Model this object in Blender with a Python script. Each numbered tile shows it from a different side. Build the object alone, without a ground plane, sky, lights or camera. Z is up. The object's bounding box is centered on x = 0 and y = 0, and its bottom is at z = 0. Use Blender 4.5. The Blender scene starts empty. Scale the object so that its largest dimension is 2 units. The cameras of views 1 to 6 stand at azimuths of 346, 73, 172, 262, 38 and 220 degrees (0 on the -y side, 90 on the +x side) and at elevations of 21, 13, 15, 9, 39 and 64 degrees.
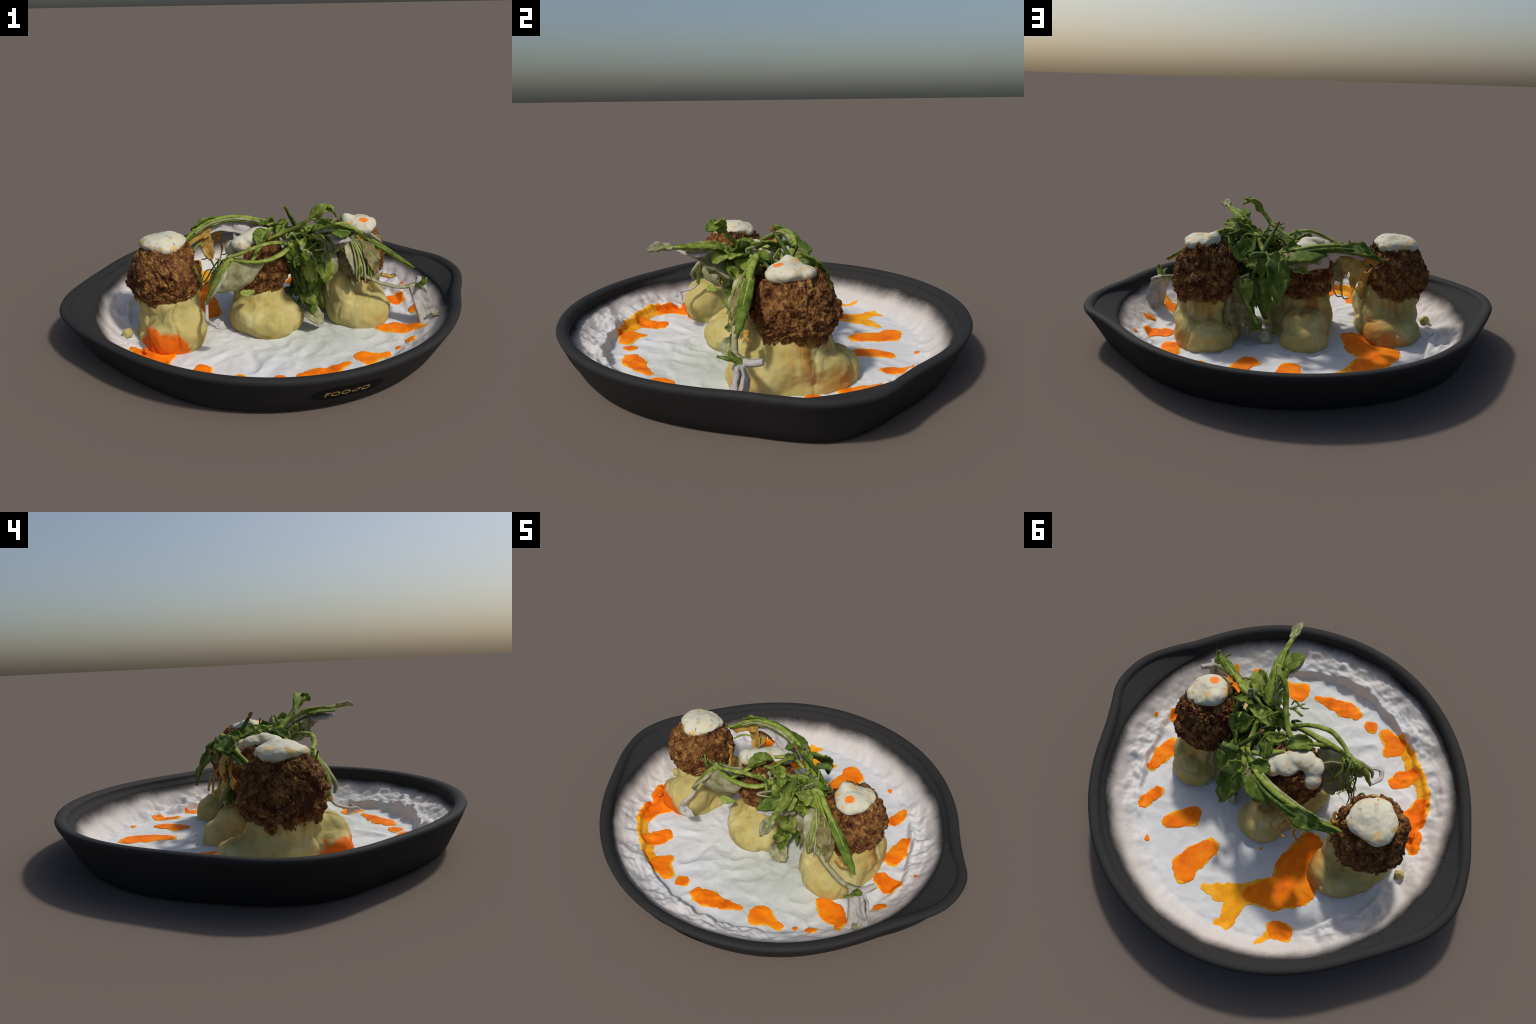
# A round black two-handled serving plate: cream sauce with orange oil drops,
# three crumbed balls on mounds of mash, dollops on top and a tangle of greens.
import bpy, bmesh, math
import numpy as np
from mathutils import Vector, Matrix

rng = np.random.default_rng(11)
TAU = 2 * math.pi

# ------------------------------------------------------------------ noise
_perm = np.random.default_rng(5).permutation(256)
_perm = np.concatenate([_perm, _perm, _perm])
_grad = np.random.default_rng(6).normal(size=(256, 3))
_grad /= np.linalg.norm(_grad, axis=1)[:, None]


def perlin(p):
    p = np.asarray(p, float)
    i = np.floor(p).astype(int)
    f = p - i
    i &= 255
    u = f * f * f * (f * (f * 6 - 15) + 10)
    out = 0
    for dx in (0, 1):
        wx = u[:, 0] if dx else 1 - u[:, 0]
        for dy in (0, 1):
            wy = u[:, 1] if dy else 1 - u[:, 1]
            for dz in (0, 1):
                wz = u[:, 2] if dz else 1 - u[:, 2]
                h = _perm[_perm[_perm[(i[:, 0] + dx) & 255] + ((i[:, 1] + dy) & 255)] + ((i[:, 2] + dz) & 255)]
                g = _grad[h]
                out = out + wx * wy * wz * (g[:, 0] * (f[:, 0] - dx) + g[:, 1] * (f[:, 1] - dy) + g[:, 2] * (f[:, 2] - dz))
    return out * 1.6


def fbm(p, octaves=4, gain=0.5):
    p = np.asarray(p, float)
    a, s, out = 1.0, 1.0, 0
    for k in range(octaves):
        out = out + a * perlin(p * s + 17.3 * k)
        a *= gain
        s *= 2.03
    return out


def smooth(a, b, x):
    t = np.clip((x - a) / (b - a), 0, 1)
    return t * t * (3 - 2 * t)


def periodic(table, theta):
    """Smooth closed interpolation of (degrees, value) control points."""
    t = np.array(table, float)
    a = np.radians(t[:, 0])
    a3 = np.concatenate([a - TAU, a, a + TAU])
    v3 = np.tile(t[:, 1], 3)
    th = np.mod(theta + math.pi, TAU) - math.pi
    k = np.clip(np.searchsorted(a3, th, side='right') - 1, 1, len(a3) - 3)
    x0, x1 = a3[k], a3[k + 1]
    m0 = (v3[k + 1] - v3[k - 1]) / (a3[k + 1] - a3[k - 1])
    m1 = (v3[k + 2] - v3[k]) / (a3[k + 2] - a3[k])
    h = x1 - x0
    s = (th - x0) / h
    return ((2 * s**3 - 3 * s**2 + 1) * v3[k] + (s**3 - 2 * s**2 + s) * h * m0
            + (-2 * s**3 + 3 * s**2) * v3[k + 1] + (s**3 - s**2) * h * m1)


# ------------------------------------------------------------------ mesh helpers
def new_object(name, verts, faces, mat=None, parent=None, smooth_shade=True):
    me = bpy.data.meshes.new(name)
    me.from_pydata([tuple(map(float, v)) for v in verts], [], [tuple(map(int, f)) for f in faces])
    me.validate()
    if smooth_shade:
        me.polygons.foreach_set('use_smooth', [True] * len(me.polygons))
    ob = bpy.data.objects.new(name, me)
    bpy.context.scene.collection.objects.link(ob)
    if mat:
        me.materials.append(mat)
    if parent:
        ob.parent = parent
    return ob


def root(name, label, category, loc=(0, 0, 0)):
    ob = bpy.data.objects.new(name, None)
    bpy.context.scene.collection.objects.link(ob)
    ob.location = loc
    ob['label'] = label
    ob['category'] = category
    return ob


def adopt(child, parent):
    child.parent = parent
    child.matrix_parent_inverse = Matrix.Translation(parent.location).inverted()


def grid_faces(n, m, wrap_n=False):
    out = []
    for i in range(n if wrap_n else n - 1):
        a, b = i * m, ((i + 1) % n) * m
        out += [(a + j, b + j, b + j + 1, a + j + 1) for j in range(m - 1)]
    return out


def coords(ob):
    n = len(ob.data.vertices)
    c = np.empty(n * 3)
    ob.data.vertices.foreach_get('co', c)
    return c.reshape(n, 3)


def normals(ob):
    n = len(ob.data.vertices)
    c = np.empty(n * 3)
    ob.data.vertices.foreach_get('normal', c)
    return c.reshape(n, 3)


def set_coords(ob, c):
    ob.data.vertices.foreach_set('co', np.asarray(c, float).ravel())
    ob.data.update()


def apply_mods(ob):
    dg = bpy.context.evaluated_depsgraph_get()
    me = bpy.data.meshes.new_from_object(ob.evaluated_get(dg))
    old = ob.data
    ob.modifiers.clear()
    ob.data = me
    bpy.data.meshes.remove(old)
    me.polygons.foreach_set('use_smooth', [True] * len(me.polygons))


def blob(name, balls, mat, voxel=0.008, smooth_it=6, parent=None):
    """Union of ellipsoids ((x,y,z),(rx,ry,rz)) fused into one smooth skin."""
    bm = bmesh.new()
    for c, r in balls:
        r = (r, r, r) if not hasattr(r, '__len__') else r
        M = Matrix.Translation(c) @ Matrix.Diagonal((*r, 1))
        bmesh.ops.create_icosphere(bm, subdivisions=4, radius=1, matrix=M)
    me = bpy.data.meshes.new(name)
    bm.to_mesh(me)
    bm.free()
    ob = bpy.data.objects.new(name, me)
    bpy.context.scene.collection.objects.link(ob)
    me.materials.append(mat)
    rm = ob.modifiers.new('r', 'REMESH')
    rm.mode = 'VOXEL'
    rm.voxel_size = voxel
    sm = ob.modifiers.new('s', 'SMOOTH')
    sm.iterations = smooth_it
    sm.factor = 0.5
    apply_mods(ob)
    if not ob.data.materials:
        ob.data.materials.append(mat)
    if parent:
        adopt(ob, parent)
    return ob


def displace(ob, fn):
    c = coords(ob)
    set_coords(ob, c + normals(ob) * fn(c)[:, None])


# ------------------------------------------------------------------ material helpers
class Mat:
    def __init__(self, name, rough=0.6, spec=0.4):
        self.m = bpy.data.materials.new(name)
        self.m.use_nodes = True
        self.t = self.m.node_tree
        self.b = self.t.nodes['Principled BSDF']
        self.b.inputs['Roughness'].default_value = rough
        self.b.inputs['Specular IOR Level'].default_value = spec
        self.tc = self.t.nodes.new('ShaderNodeTexCoord')

    def n(self, kind, **kw):
        nd = self.t.nodes.new(kind)
        for k, v in kw.items():
            if k.startswith('_'):
                nd.inputs[k[1:].replace('_', ' ')].default_value = v
            else:
                setattr(nd, k, v)
        return nd

    def l(self, a, b):
        self.t.links.new(a, b)

    def coord(self, scale=(1, 1, 1), loc=(0, 0, 0), rot=(0, 0, 0)):
        mp = self.n('ShaderNodeMapping')
        mp.inputs['Scale'].default_value = scale
        mp.inputs['Location'].default_value = loc
        mp.inputs['Rotation'].default_value = rot
        self.l(self.tc.outputs['Object'], mp.inputs[0])
        return mp.outputs[0]

    def noise(self, scale, detail=4, rough=0.55, vec=None, dist=0.0, mapped=(1, 1, 1), loc=(0, 0, 0)):
        nd = self.n('ShaderNodeTexNoise')
        nd.inputs['Scale'].default_value = scale
        nd.inputs['Detail'].default_value = detail
        nd.inputs['Roughness'].default_value = rough
        nd.inputs['Distortion'].default_value = dist
        self.l(vec or self.coord(mapped, loc), nd.inputs['Vector'])
        return nd.outputs['Fac']

    def ramp(self, fac, stops, interp='LINEAR'):
        r = self.n('ShaderNodeValToRGB')
        r.color_ramp.interpolation = interp
        e = r.color_ramp.elements
        while len(e) < len(stops):
            e.new(0.5)
        for k, (p, c) in enumerate(stops):
            e[k].position = p
            e[k].color = (*c, 1) if len(c) == 3 else c
        self.l(fac, r.inputs[0])
        return r.outputs[0]

    def mix(self, fac, a, b, mode='MIX'):
        x = self.n('ShaderNodeMix', data_type='RGBA', blend_type=mode)
        for src, idx in ((fac, 0), (a, 6), (b, 7)):
            if isinstance(src, (tuple, list)):
                x.inputs[idx].default_value = (*src, 1)
            elif isinstance(src, (int, float)):
                x.inputs[idx].default_value = src
            else:
                self.l(src, x.inputs[idx])
        return x.outputs[2]

    def math(self, op, a, b=0.0):
        x = self.n('ShaderNodeMath', operation=op)
        for src, idx in ((a, 0), (b, 1)):
            if isinstance(src, (int, float)):
                x.inputs[idx].default_value = src
            else:
                self.l(src, x.inputs[idx])
        return x.outputs[0]

    def mask(self, fac, lo, hi):
        r = self.n('ShaderNodeMapRange')
        r.interpolation_type = 'SMOOTHSTEP'
        r.inputs['From Min'].default_value = lo
        r.inputs['From Max'].default_value = hi
        self.l(fac, r.inputs['Value'])
        return r.outputs[0]

    def radius(self):
        mp = self.coord((1, 1, 0))
        ln = self.n('ShaderNodeVectorMath', operation='LENGTH')
        self.l(mp, ln.inputs[0])
        return ln.outputs['Value']

    def spot(self, centre, rad, soft=0.3, wobble=0.0):
        """1 inside a round patch about a point in object space."""
        vec = self.tc.outputs['Object']
        d = self.n('ShaderNodeVectorMath', operation='DISTANCE')
        self.l(vec, d.inputs[0])
        d.inputs[1].default_value = centre
        v = d.outputs['Value']
        if wobble:
            v = self.math('ADD', v, self.math('MULTIPLY', self.math('SUBTRACT', self.noise(14, 3), 0.5), wobble))
        return self.math('SUBTRACT', 1.0, self.mask(v, rad * (1 - soft), rad))

    def color(self, c):
        if isinstance(c, (tuple, list)):
            self.b.inputs['Base Color'].default_value = (*c, 1)
        else:
            self.l(c, self.b.inputs['Base Color'])

    def bump(self, h, strength=0.3, dist=0.01):
        b = self.n('ShaderNodeBump')
        b.inputs['Strength'].default_value = strength
        b.inputs['Distance'].default_value = dist
        self.l(h, b.inputs['Height'])
        self.l(b.outputs[0], self.b.inputs['Normal'])


def make_materials():
    M = {}
    # plate: matt black stoneware
    m = Mat('black_stoneware', 0.7, 0.12)
    m.color(m.mix(m.noise(9, 5), (0.0225, 0.0222, 0.022), (0.029, 0.0286, 0.0284)))
    m.bump(m.noise(160, 3), 0.08, 0.004)
    M['plate'] = m.m
    m = Mat('black_ledge', 0.8, 0.1)
    m.color(m.mix(m.noise(60, 5), (0.021, 0.021, 0.021), (0.036, 0.036, 0.036)))
    m.bump(m.noise(70, 4, mapped=(1, 2.2, 1)), 0.35, 0.006)
    M['ledge'] = m.m
    m = Mat('label_black', 0.7, 0.08)
    m.color((0.0105, 0.0102, 0.010))
    M['label'] = m.m
    m = Mat('brass_print', 0.7, 0.1)
    m.color((0.42, 0.285, 0.11))
    M['brass'] = m.m

    # cream sauce, thinning to the black plate in a grainy soft edge
    m = Mat('cream_sauce', 0.75, 0.12)
    tint = m.noise(3.2, 4)
    col = m.ramp(tint, [(0.3, (0.575, 0.585, 0.605)), (0.5, (0.63, 0.636, 0.628)), (0.7, (0.665, 0.64, 0.62))])
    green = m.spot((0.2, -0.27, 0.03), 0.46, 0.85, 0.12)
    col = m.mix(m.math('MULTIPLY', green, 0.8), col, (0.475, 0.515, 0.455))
    r = m.radius()
    grain = m.noise(130, 3, 0.7)
    drift = m.noise(5, 3)
    rr = m.math('ADD', r, m.math('MULTIPLY', m.math('SUBTRACT', grain, 0.5), 0.02))
    rr = m.math('ADD', rr, m.math('MULTIPLY', m.math('SUBTRACT', drift, 0.5), 0.05))
    beige = m.mask(rr, 0.69, 0.80)
    col = m.mix(m.math('MULTIPLY', beige, 0.55), col, (0.52, 0.455, 0.41))
    fade = m.mask(rr, 0.786, 0.846)
    col = m.mix(fade, col, (0.022, 0.021, 0.021))
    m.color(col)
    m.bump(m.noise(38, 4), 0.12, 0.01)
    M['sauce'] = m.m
    m = Mat('bare_clay', 0.7, 0.2)
    m.color(m.mix(m.noise(30, 4), (0.36, 0.31, 0.29), (0.48, 0.44, 0.42)))
    M['bare'] = m.m

    # chilli oil
    m = Mat('orange_oil', 0.7, 0.1)
    n = m.noise(11, 4, 0.55)
    col = m.ramp(n, [(0.3, (0.66, 0.12, 0.004)), (0.5, (0.86, 0.185, 0.004)), (0.7, (0.90, 0.26, 0.008))])
    col = m.mix(m.mask(m.noise(60, 2), 0.72, 0.78), col, (0.4, 0.05, 0.004))
    m.color(col)
    M['oil'] = m.m
    m = Mat('amber_oil', 0.7, 0.1)
    m.color(m.ramp(m.noise(16, 4), [(0.3, (0.78, 0.27, 0.008)), (0.5, (0.84, 0.36, 0.012)), (0.7, (0.86, 0.44, 0.04))]))
    M['amber'] = m.m

    # fried crumb crust
    m = Mat('crumb_crust', 0.8, 0.12)
    warp = m.n('ShaderNodeVectorMath', operation='ADD')
    nz = m.n('ShaderNodeTexNoise')
    nz.inputs['Scale'].default_value = 16
    m.l(m.tc.outputs['Object'], nz.inputs['Vector'])
    sc = m.n('ShaderNodeVectorMath', operation='SCALE')
    sc.inputs['Scale'].default_value = 0.05
    m.l(nz.outputs['Color'], sc.inputs[0])
    m.l(m.tc.outputs['Object'], warp.inputs[0])
    m.l(sc.outputs[0], warp.inputs[1])
    fine = m.noise(30, 8, 0.74, vec=warp.outputs[0])
    col = m.ramp(fine, [(0.36, (0.022, 0.008, 0.005)), (0.46, (0.110, 0.041, 0.014)),
                        (0.55, (0.215, 0.098, 0.029)), (0.66, (0.43, 0.25, 0.09))])
    red = m.mask(m.noise(13, 4, 0.6), 0.53, 0.62)
    col = m.mix(m.math('MULTIPLY', red, 0.75), col, (0.085, 0.022, 0.011))
    gold = m.mask(m.noise(20, 5, 0.6, loc=(3, 1, 2)), 0.54, 0.63)
    col = m.mix(m.math('MULTIPLY', gold, 0.45), col, (0.38, 0.19, 0.05))
    tan = m.mask(m.noise(42, 4, 0.6, vec=warp.outputs[0]), 0.60, 0.67)
    col = m.mix(m.math('MULTIPLY', tan, 0.45), col, (0.50, 0.31, 0.13))
    # frying oil has run down and stained the waist golden
    sep = m.n('ShaderNodeSeparateXYZ')
    m.l(m.tc.outputs['Object'], sep.inputs[0])
    streak = m.noise(17, 4, 0.6, mapped=(1, 1, 0.13))
    zz = m.math('ADD', sep.outputs['Z'], m.math('MULTIPLY', m.math('SUBTRACT', streak, 0.5), 0.22))
    low = m.math('SUBTRACT', 1.0, m.mask(zz, 0.175, 0.265))
    run = m.ramp(m.noise(26, 4, 0.6, mapped=(1, 1, 0.16), loc=(5, 2, 0)), [(0.32, (0.085, 0.032, 0.010)), (0.5, (0.27, 0.125, 0.028)), (0.68, (0.45, 0.30, 0.09))])
    col = m.mix(m.math('MULTIPLY', low, 0.85), col, run)
    m.color(col)
    m.bump(fine, 0.8, 0.014)
    M['crust'] = m.m

    # mash
    m = Mat('potato_mash', 0.75, 0.12)
    n = m.noise(8, 5, 0.5)
    col = m.ramp(n, [(0.3, (0.34, 0.285, 0.090)), (0.5, (0.465, 0.385, 0.140)), (0.7, (0.535, 0.475, 0.215))])
    col = m.mix(m.math('MULTIPLY', m.mask(m.noise(19, 3, loc=(4, 4, 1)), 0.60, 0.70), 0.5), col, (0.50, 0.34, 0.06))
    col = m.mix(m.math('MULTIPLY', m.mask(m.noise(13, 4, loc=(8, 2, 6)), 0.55, 0.66), 0.45), col, (0.40, 0.375, 0.17))
    col = m.mix(m.mask(m.noise(70, 2, loc=(1, 7, 1)), 0.76, 0.80), col, (0.10, 0.065, 0.03))
    # browned frying oil that has run from the balls down over the necks
    run = m.ramp(m.noise(24, 4, 0.6, mapped=(1, 1, 0.16), loc=(5, 2, 0)), [(0.32, (0.15, 0.060, 0.014)), (0.5, (0.34, 0.17, 0.030)), (0.68, (0.48, 0.33, 0.09))])
    sk = m.mask(m.noise(15, 3, 0.5, mapped=(1, 1, 0.15), loc=(1, 9, 0)), 0.40, 0.60)
    for c, rad, k in (((0.55, 0.04, 0.19), 0.16, 1.0), ((-0.05, 0.13, 0.20), 0.16, 0.9), ((0.42, 0.16, 0.21), 0.14, 0.8), ((-0.47, 0.14, 0.20), 0.15, 0.8), ((-0.62, 0.0, 0.20), 0.11, 0.7), ((-0.06, -0.13, 0.23), 0.10, 0.5)):
        col = m.mix(m.math('MULTIPLY', m.math('MULTIPLY', m.spot(c, rad, 0.75), sk), k), col, run)
    # oil soaking into the skirts
    for c, rad, k in (((-0.36, 0.20, 0.03), 0.15, 0.75), ((-0.45, 0.27, 0.02), 0.11, 0.6), ((0.57, 0.15, 0.03), 0.12, 0.35)):
        col = m.mix(m.math('MULTIPLY', m.spot(c, rad, 0.6, 0.10), k), col, (0.50, 0.17, 0.012))
    for c, rad in (((-0.62, -0.19, 0.04), 0.115), ((-0.545, -0.27, 0.045), 0.105)):
        col = m.mix(m.spot(c, rad, 0.2, 0.09), col, (0.66, 0.13, 0.006))
    m.color(col)
    m.bump(m.noise(34, 4), 0.15, 0.01)
    m.b.inputs['Subsurface Weight'].default_value = 0.0
    M['mash'] = m.m
    # browned runs below the crust
    m = Mat('golden_drip', 0.75, 0.12)
    n = m.noise(22, 4, mapped=(1, 1, 0.16))
    m.color(m.ramp(n, [(0.3, (0.12, 0.045, 0.012)), (0.5, (0.32, 0.15, 0.03)), (0.72, (0.50, 0.34, 0.10))]))
    M['drip'] = m.m

    # herb cream dollops
    m = Mat('herb_cream', 0.6, 0.2)
    col = m.mix(m.noise(8, 3), (0.51, 0.485, 0.345), (0.60, 0.58, 0.465))
    col = m.mix(m.math('MULTIPLY', m.mask(m.noise(26, 3, loc=(2, 0, 5)), 0.54, 0.66), 0.75), col, (0.60, 0.36, 0.06))
    col = m.mix(m.math('MULTIPLY', m.mask(m.noise(30, 2, loc=(9, 3, 1)), 0.60, 0.70), 0.6), col, (0.30, 0.29, 0.18))
    orange = m.spot((0.447, -0.062, 0.510), 0.024, 0.25, 0.012)
    col = m.mix(orange, col, (0.86, 0.20, 0.012))
    m.color(col)
    M['cream'] = m.m

    def plant(name, lo, mid, hi, scale=14, stretch=(1, 1, 1), trans=0.25, rough=0.7):
        m = Mat(name, rough, 0.15)
        n = m.noise(scale, 5, 0.6, mapped=stretch)
        col = m.ramp(n, [(0.3, lo), (0.5, mid), (0.7, hi)])
        rnd = m.n('ShaderNodeObjectInfo').outputs['Random']
        col = m.mix(m.math('MULTIPLY', rnd, 0.35), col, mid)
        streak = m.mask(m.noise(scale * 2.2, 3, 0.5, mapped=(1.0, 0.45, 0.45), loc=(2, 5, 3)), 0.53, 0.66)
        col = m.mix(m.math('MULTIPLY', streak, 0.55), col, tuple(0.6 * q + 0.4 * p for q, p in zip(hi, (0.46, 0.48, 0.20))))
        dark = m.mask(m.noise(scale * 1.5, 3, 0.5, loc=(7, 1, 4)), 0.57, 0.68)
        col = m.mix(m.math('MULTIPLY', dark, 0.5), col, tuple(0.75 * q for q in lo))
        m.color(col)
        m.bump(m.noise(60, 4), 0.25, 0.006)
        tr = m.n('ShaderNodeBsdfTranslucent')
        m.l(col, tr.inputs['Color'])
        ms = m.n('ShaderNodeMixShader')
        ms.inputs[0].default_value = trans
        m.l(m.b.outputs[0], ms.inputs[1])
        m.l(tr.outputs[0], ms.inputs[2])
        m.l(ms.outputs[0], m.t.nodes['Material Output'].inputs[0])
        return m.m
    M['leaf'] = plant('dark_leaf', (0.045, 0.080, 0.008), (0.115, 0.180, 0.022), (0.25, 0.320, 0.060))
    M['leaf_light'] = plant('young_leaf', (0.13, 0.18, 0.02), (0.25, 0.325, 0.05), (0.43, 0.48, 0.14))
    M['stem'] = plant('green_stem', (0.09, 0.13, 0.012), (0.225, 0.295, 0.042), (0.42, 0.47, 0.13), 20, trans=0.15)
    M['dark_stem'] = plant('dark_stem', (0.04, 0.07, 0.012), (0.09, 0.14, 0.025), (0.16, 0.23, 0.05), 20, trans=0.15)
    M['pale'] = plant('pale_wilted', (0.16, 0.17, 0.06), (0.34, 0.33, 0.18), (0.52, 0.50, 0.38), 16, trans=0.2)
    M['olive'] = plant('olive_wilted', (0.10, 0.085, 0.03), (0.22, 0.18, 0.075), (0.36, 0.33, 0.16), 22, trans=0.15)
    M['white'] = plant('white_wilted', (0.40, 0.36, 0.29), (0.52, 0.49, 0.46), (0.62, 0.60, 0.60), 10, trans=0.25)
    M['yellow'] = plant('amber_wilted', (0.34, 0.15, 0.02), (0.52, 0.30, 0.06), (0.62, 0.46, 0.16), 18, trans=0.2)
    M['brown'] = plant('brown_bud', (0.10, 0.045, 0.012), (0.20, 0.10, 0.03), (0.30, 0.18, 0.06), 40, trans=0.05)
    return M


M = make_materials()

# ------------------------------------------------------------------ plate
RIM = [(-180, 1.000), (-170, .966), (-158, .918), (-145, .896), (-130, .888), (-115, .888), (-98, .890), (-85, .889),
       (-70, .888), (-58, .892), (-45, .894), (-33, .896), (-21, .908), (-13, .945), (-5, .988), (2, 1.0), (8, .990),
       (15, .944), (23, .914), (36, .910), (50, .914), (65, .920), (78, .921), (92, .920), (108, .920), (120, .918),
       (135, .913), (150, .917), (160, .944), (171, .990)]
BASE = [(-180, .882), (-170, .862), (-160, .822), (-142, .798), (-124, .803), (-108, .797), (-93, .791), (-75, .789),
        (-52, .791), (-34, .795), (-20, .817), (-11, .858), (-3, .894), (3, .898), (11, .871), (20, .838), (35, .825),
        (58, .821), (74, .814), (90, .808), (104, .811), (120, .826), (136, .838), (150, .842), (160, .848), (171, .874)]


def rim_radius(th):
    return periodic(RIM, th)


def plate_profile(th, R):
    """Radius/height stations from the middle of the base, round the rim, to the well."""
    h = float(np.clip((R - 0.91) / 0.085, 0, 1))
    h = h * h * (3 - 2 * h)
    Rb = float(periodic(BASE, np.array([th]))[0])
    wall = lambda t, bow: Rb + (R - Rb) * (t + bow * t * (1 - t))
    bow = 0.14 - 0.22 * h
    outer = [(0.0, 0.0), (Rb - 0.06, 0.0), (Rb - 0.012, 0.001), (Rb - 0.001, 0.008),
             (wall(0.16, bow), 0.030), (wall(0.4, bow), 0.075), (wall(0.64, bow), 0.12), (wall(0.84, bow), 0.155),
             (R - 0.0045, 0.174), (R, 0.186), (R - 0.005, 0.196), (R - 0.016, 0.1995), (R - 0.032, 0.197),
             (R - 0.043, 0.192)]
    ri = R - 0.049
    well = 0.846
    inner = [(ri, 0.183 - 0.004 * h), (ri - 0.002 - 0.008 * h, 0.167 + 0.010 * h)]
    a, za = inner[-1]
    for t in (0.2, 0.5, 0.8, 1.0):
        inner.append((a + (well - 0.002 - a) * t, za + (0.148 - za) * (t if h > 0.3 else t)))
    inner += [(0.838, 0.11), (0.80, 0.045), (0.74, 0.006), (0.6, 0.004), (0.0, 0.004)]
    return outer, inner


def build_plate():
    plate = root('serving_plate', 'round matt black plate with two broad side handles', 'plate')
    N = 320
    th = np.linspace(-math.pi, math.pi, N, endpoint=False)
    R = rim_radius(th)
    body, ledge = [], []
    for t, r in zip(th, R):
        o, i = plate_profile(t, r)
        c, s = math.cos(t), math.sin(t)
        row = o + i[:1]
        body += [(q * c, q * s, z) for q, z in row]
        ledge += [(q * c, q * s, z) for q, z in i]
        nb, nl = len(row), len(i)
    ob = new_object('plate_body', body, grid_faces(N, nb, True), M['plate'], plate)
    bmesh_merge(ob)
    ob2 = new_object('plate_well', ledge, grid_faces(N, nl, True), M['ledge'], plate)
    bmesh_merge(ob2)
    return plate


def bmesh_merge(ob):
    bm = bmesh.new()
    bm.from_mesh(ob.data)
    bmesh.ops.remove_doubles(bm, verts=bm.verts, dist=1e-5)
    bmesh.ops.recalc_face_normals(bm, faces=bm.faces)
    bm.to_mesh(ob.data)
    bm.free()


def wall_point(deg, z, lift=0.0):
    """Point on the outside wall of the plate at an angle and a height."""
    t = math.radians(deg)
    R = float(rim_radius(np.array([t]))[0])
    o, _ = plate_profile(t, R)
    o = o[2:10]
    zs = [p[1] for p in o]
    rs = [p[0] for p in o]
    r = float(np.interp(z, zs, rs)) + lift
    return (r * math.cos(t), r * math.sin(t), z)


def build_label(plate):
    # dark pill-shaped field with a wavy lower edge
    n, rows = 60, 10
    verts = []
    a0, a1 = -95.5, -74.5
    for i in range(n + 1):
        u = i / n
        half = math.sqrt(max(0.0, 1 - abs(2 * u - 1) ** 3.2))
        zc = 0.101
        top = zc + 0.034 * half
        bot = zc - (0.036 - 0.012 * math.exp(-((u - 0.52) / 0.12) ** 2)) * half
        for j in range(rows + 1):
            verts.append(wall_point(a0 + (a1 - a0) * u, bot + (top - bot) * j / rows, 0.0022))
    new_object('label_field', verts, grid_faces(n + 1, rows + 1), M['label'], plate)

    # lettering wrapped round the wall: an F, two rings, a leaf-shaped half disc, a ring
    H = 0.027
    def place(strokes, name):
        vs, fs = [], []
        for V2, F2 in strokes:
            k = len(vs)
            vs += [wall_point(-92.0 + (x + 0.12 * y) / 0.0145, 0.0865 + y, 0.0038) for x, y in V2]
            fs += [tuple(k + q for q in f) for f in F2]
        new_object(name, vs, fs, M['brass'], plate, False)

    def bar(x0, y0, x1, y1, n=6):
        V2 = []
        for i in range(n + 1):
            for j in range(n + 1):
                V2.append((x0 + (x1 - x0) * i / n, y0 + (y1 - y0) * j / n))
        return V2, grid_faces(n + 1, n + 1)

    def ring(cx, rx, ry, w, n=48):
        V2 = []
        for i in range(n):
            a = TAU * i / n
            for k in (0, w):
                V2.append((cx + (rx - k) * math.cos(a), H / 2 + (ry - k) * math.sin(a)))
        return V2, grid_faces(n, 2, True)

    w = 0.0066
    place([bar(0, 0, w, H), bar(w, H - w * .95, 0.020, H), bar(w, 0.0105, 0.018, 0.0105 + w * .9)], 'letter')
    place([ring(0.042, 0.0185, H / 2, w)], 'letter')
    place([ring(0.084, 0.0185, H / 2, w)], 'letter')
    place([ring(0.168, 0.0185, H / 2, w)], 'letter')
    # half disc with two inner veins
    n, cx, rad = 40, 0.127, 0.019
    V2 = []
    for i in range(n):
        a = TAU * i / n
        x, y = math.cos(a), math.sin(a)
        if y > 0:
            y *= 0.18
        for k in (1.0, 0.62):
            X, Y = rad * k * x, rad * 1.05 * k * y + 0.004 * (1 - k) * -1.6
            ca, sa = math.cos(0.52), math.sin(0.52)
            V2.append((cx + (X * ca - Y * sa) * 1.02 - 0.003, H / 2 + 0.0045 + (X * sa + Y * ca) * 0.78))
    vein = lambda k: [(cx + 0.001 + k * 0.004 + 0.007 * (q - .5), H / 2 - 0.0035 + k * 0.003 + 0.004 * (q - .5) + s * 0.0007)
                      for q in (0, .5, 1) for s in (-1, 1)]
    place([(V2, grid_faces(n, 2, True)), (vein(-1), grid_faces(3, 2)), (vein(1), grid_faces(3, 2))], 'leaf_mark')


plate = build_plate()
build_label(plate)


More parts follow.
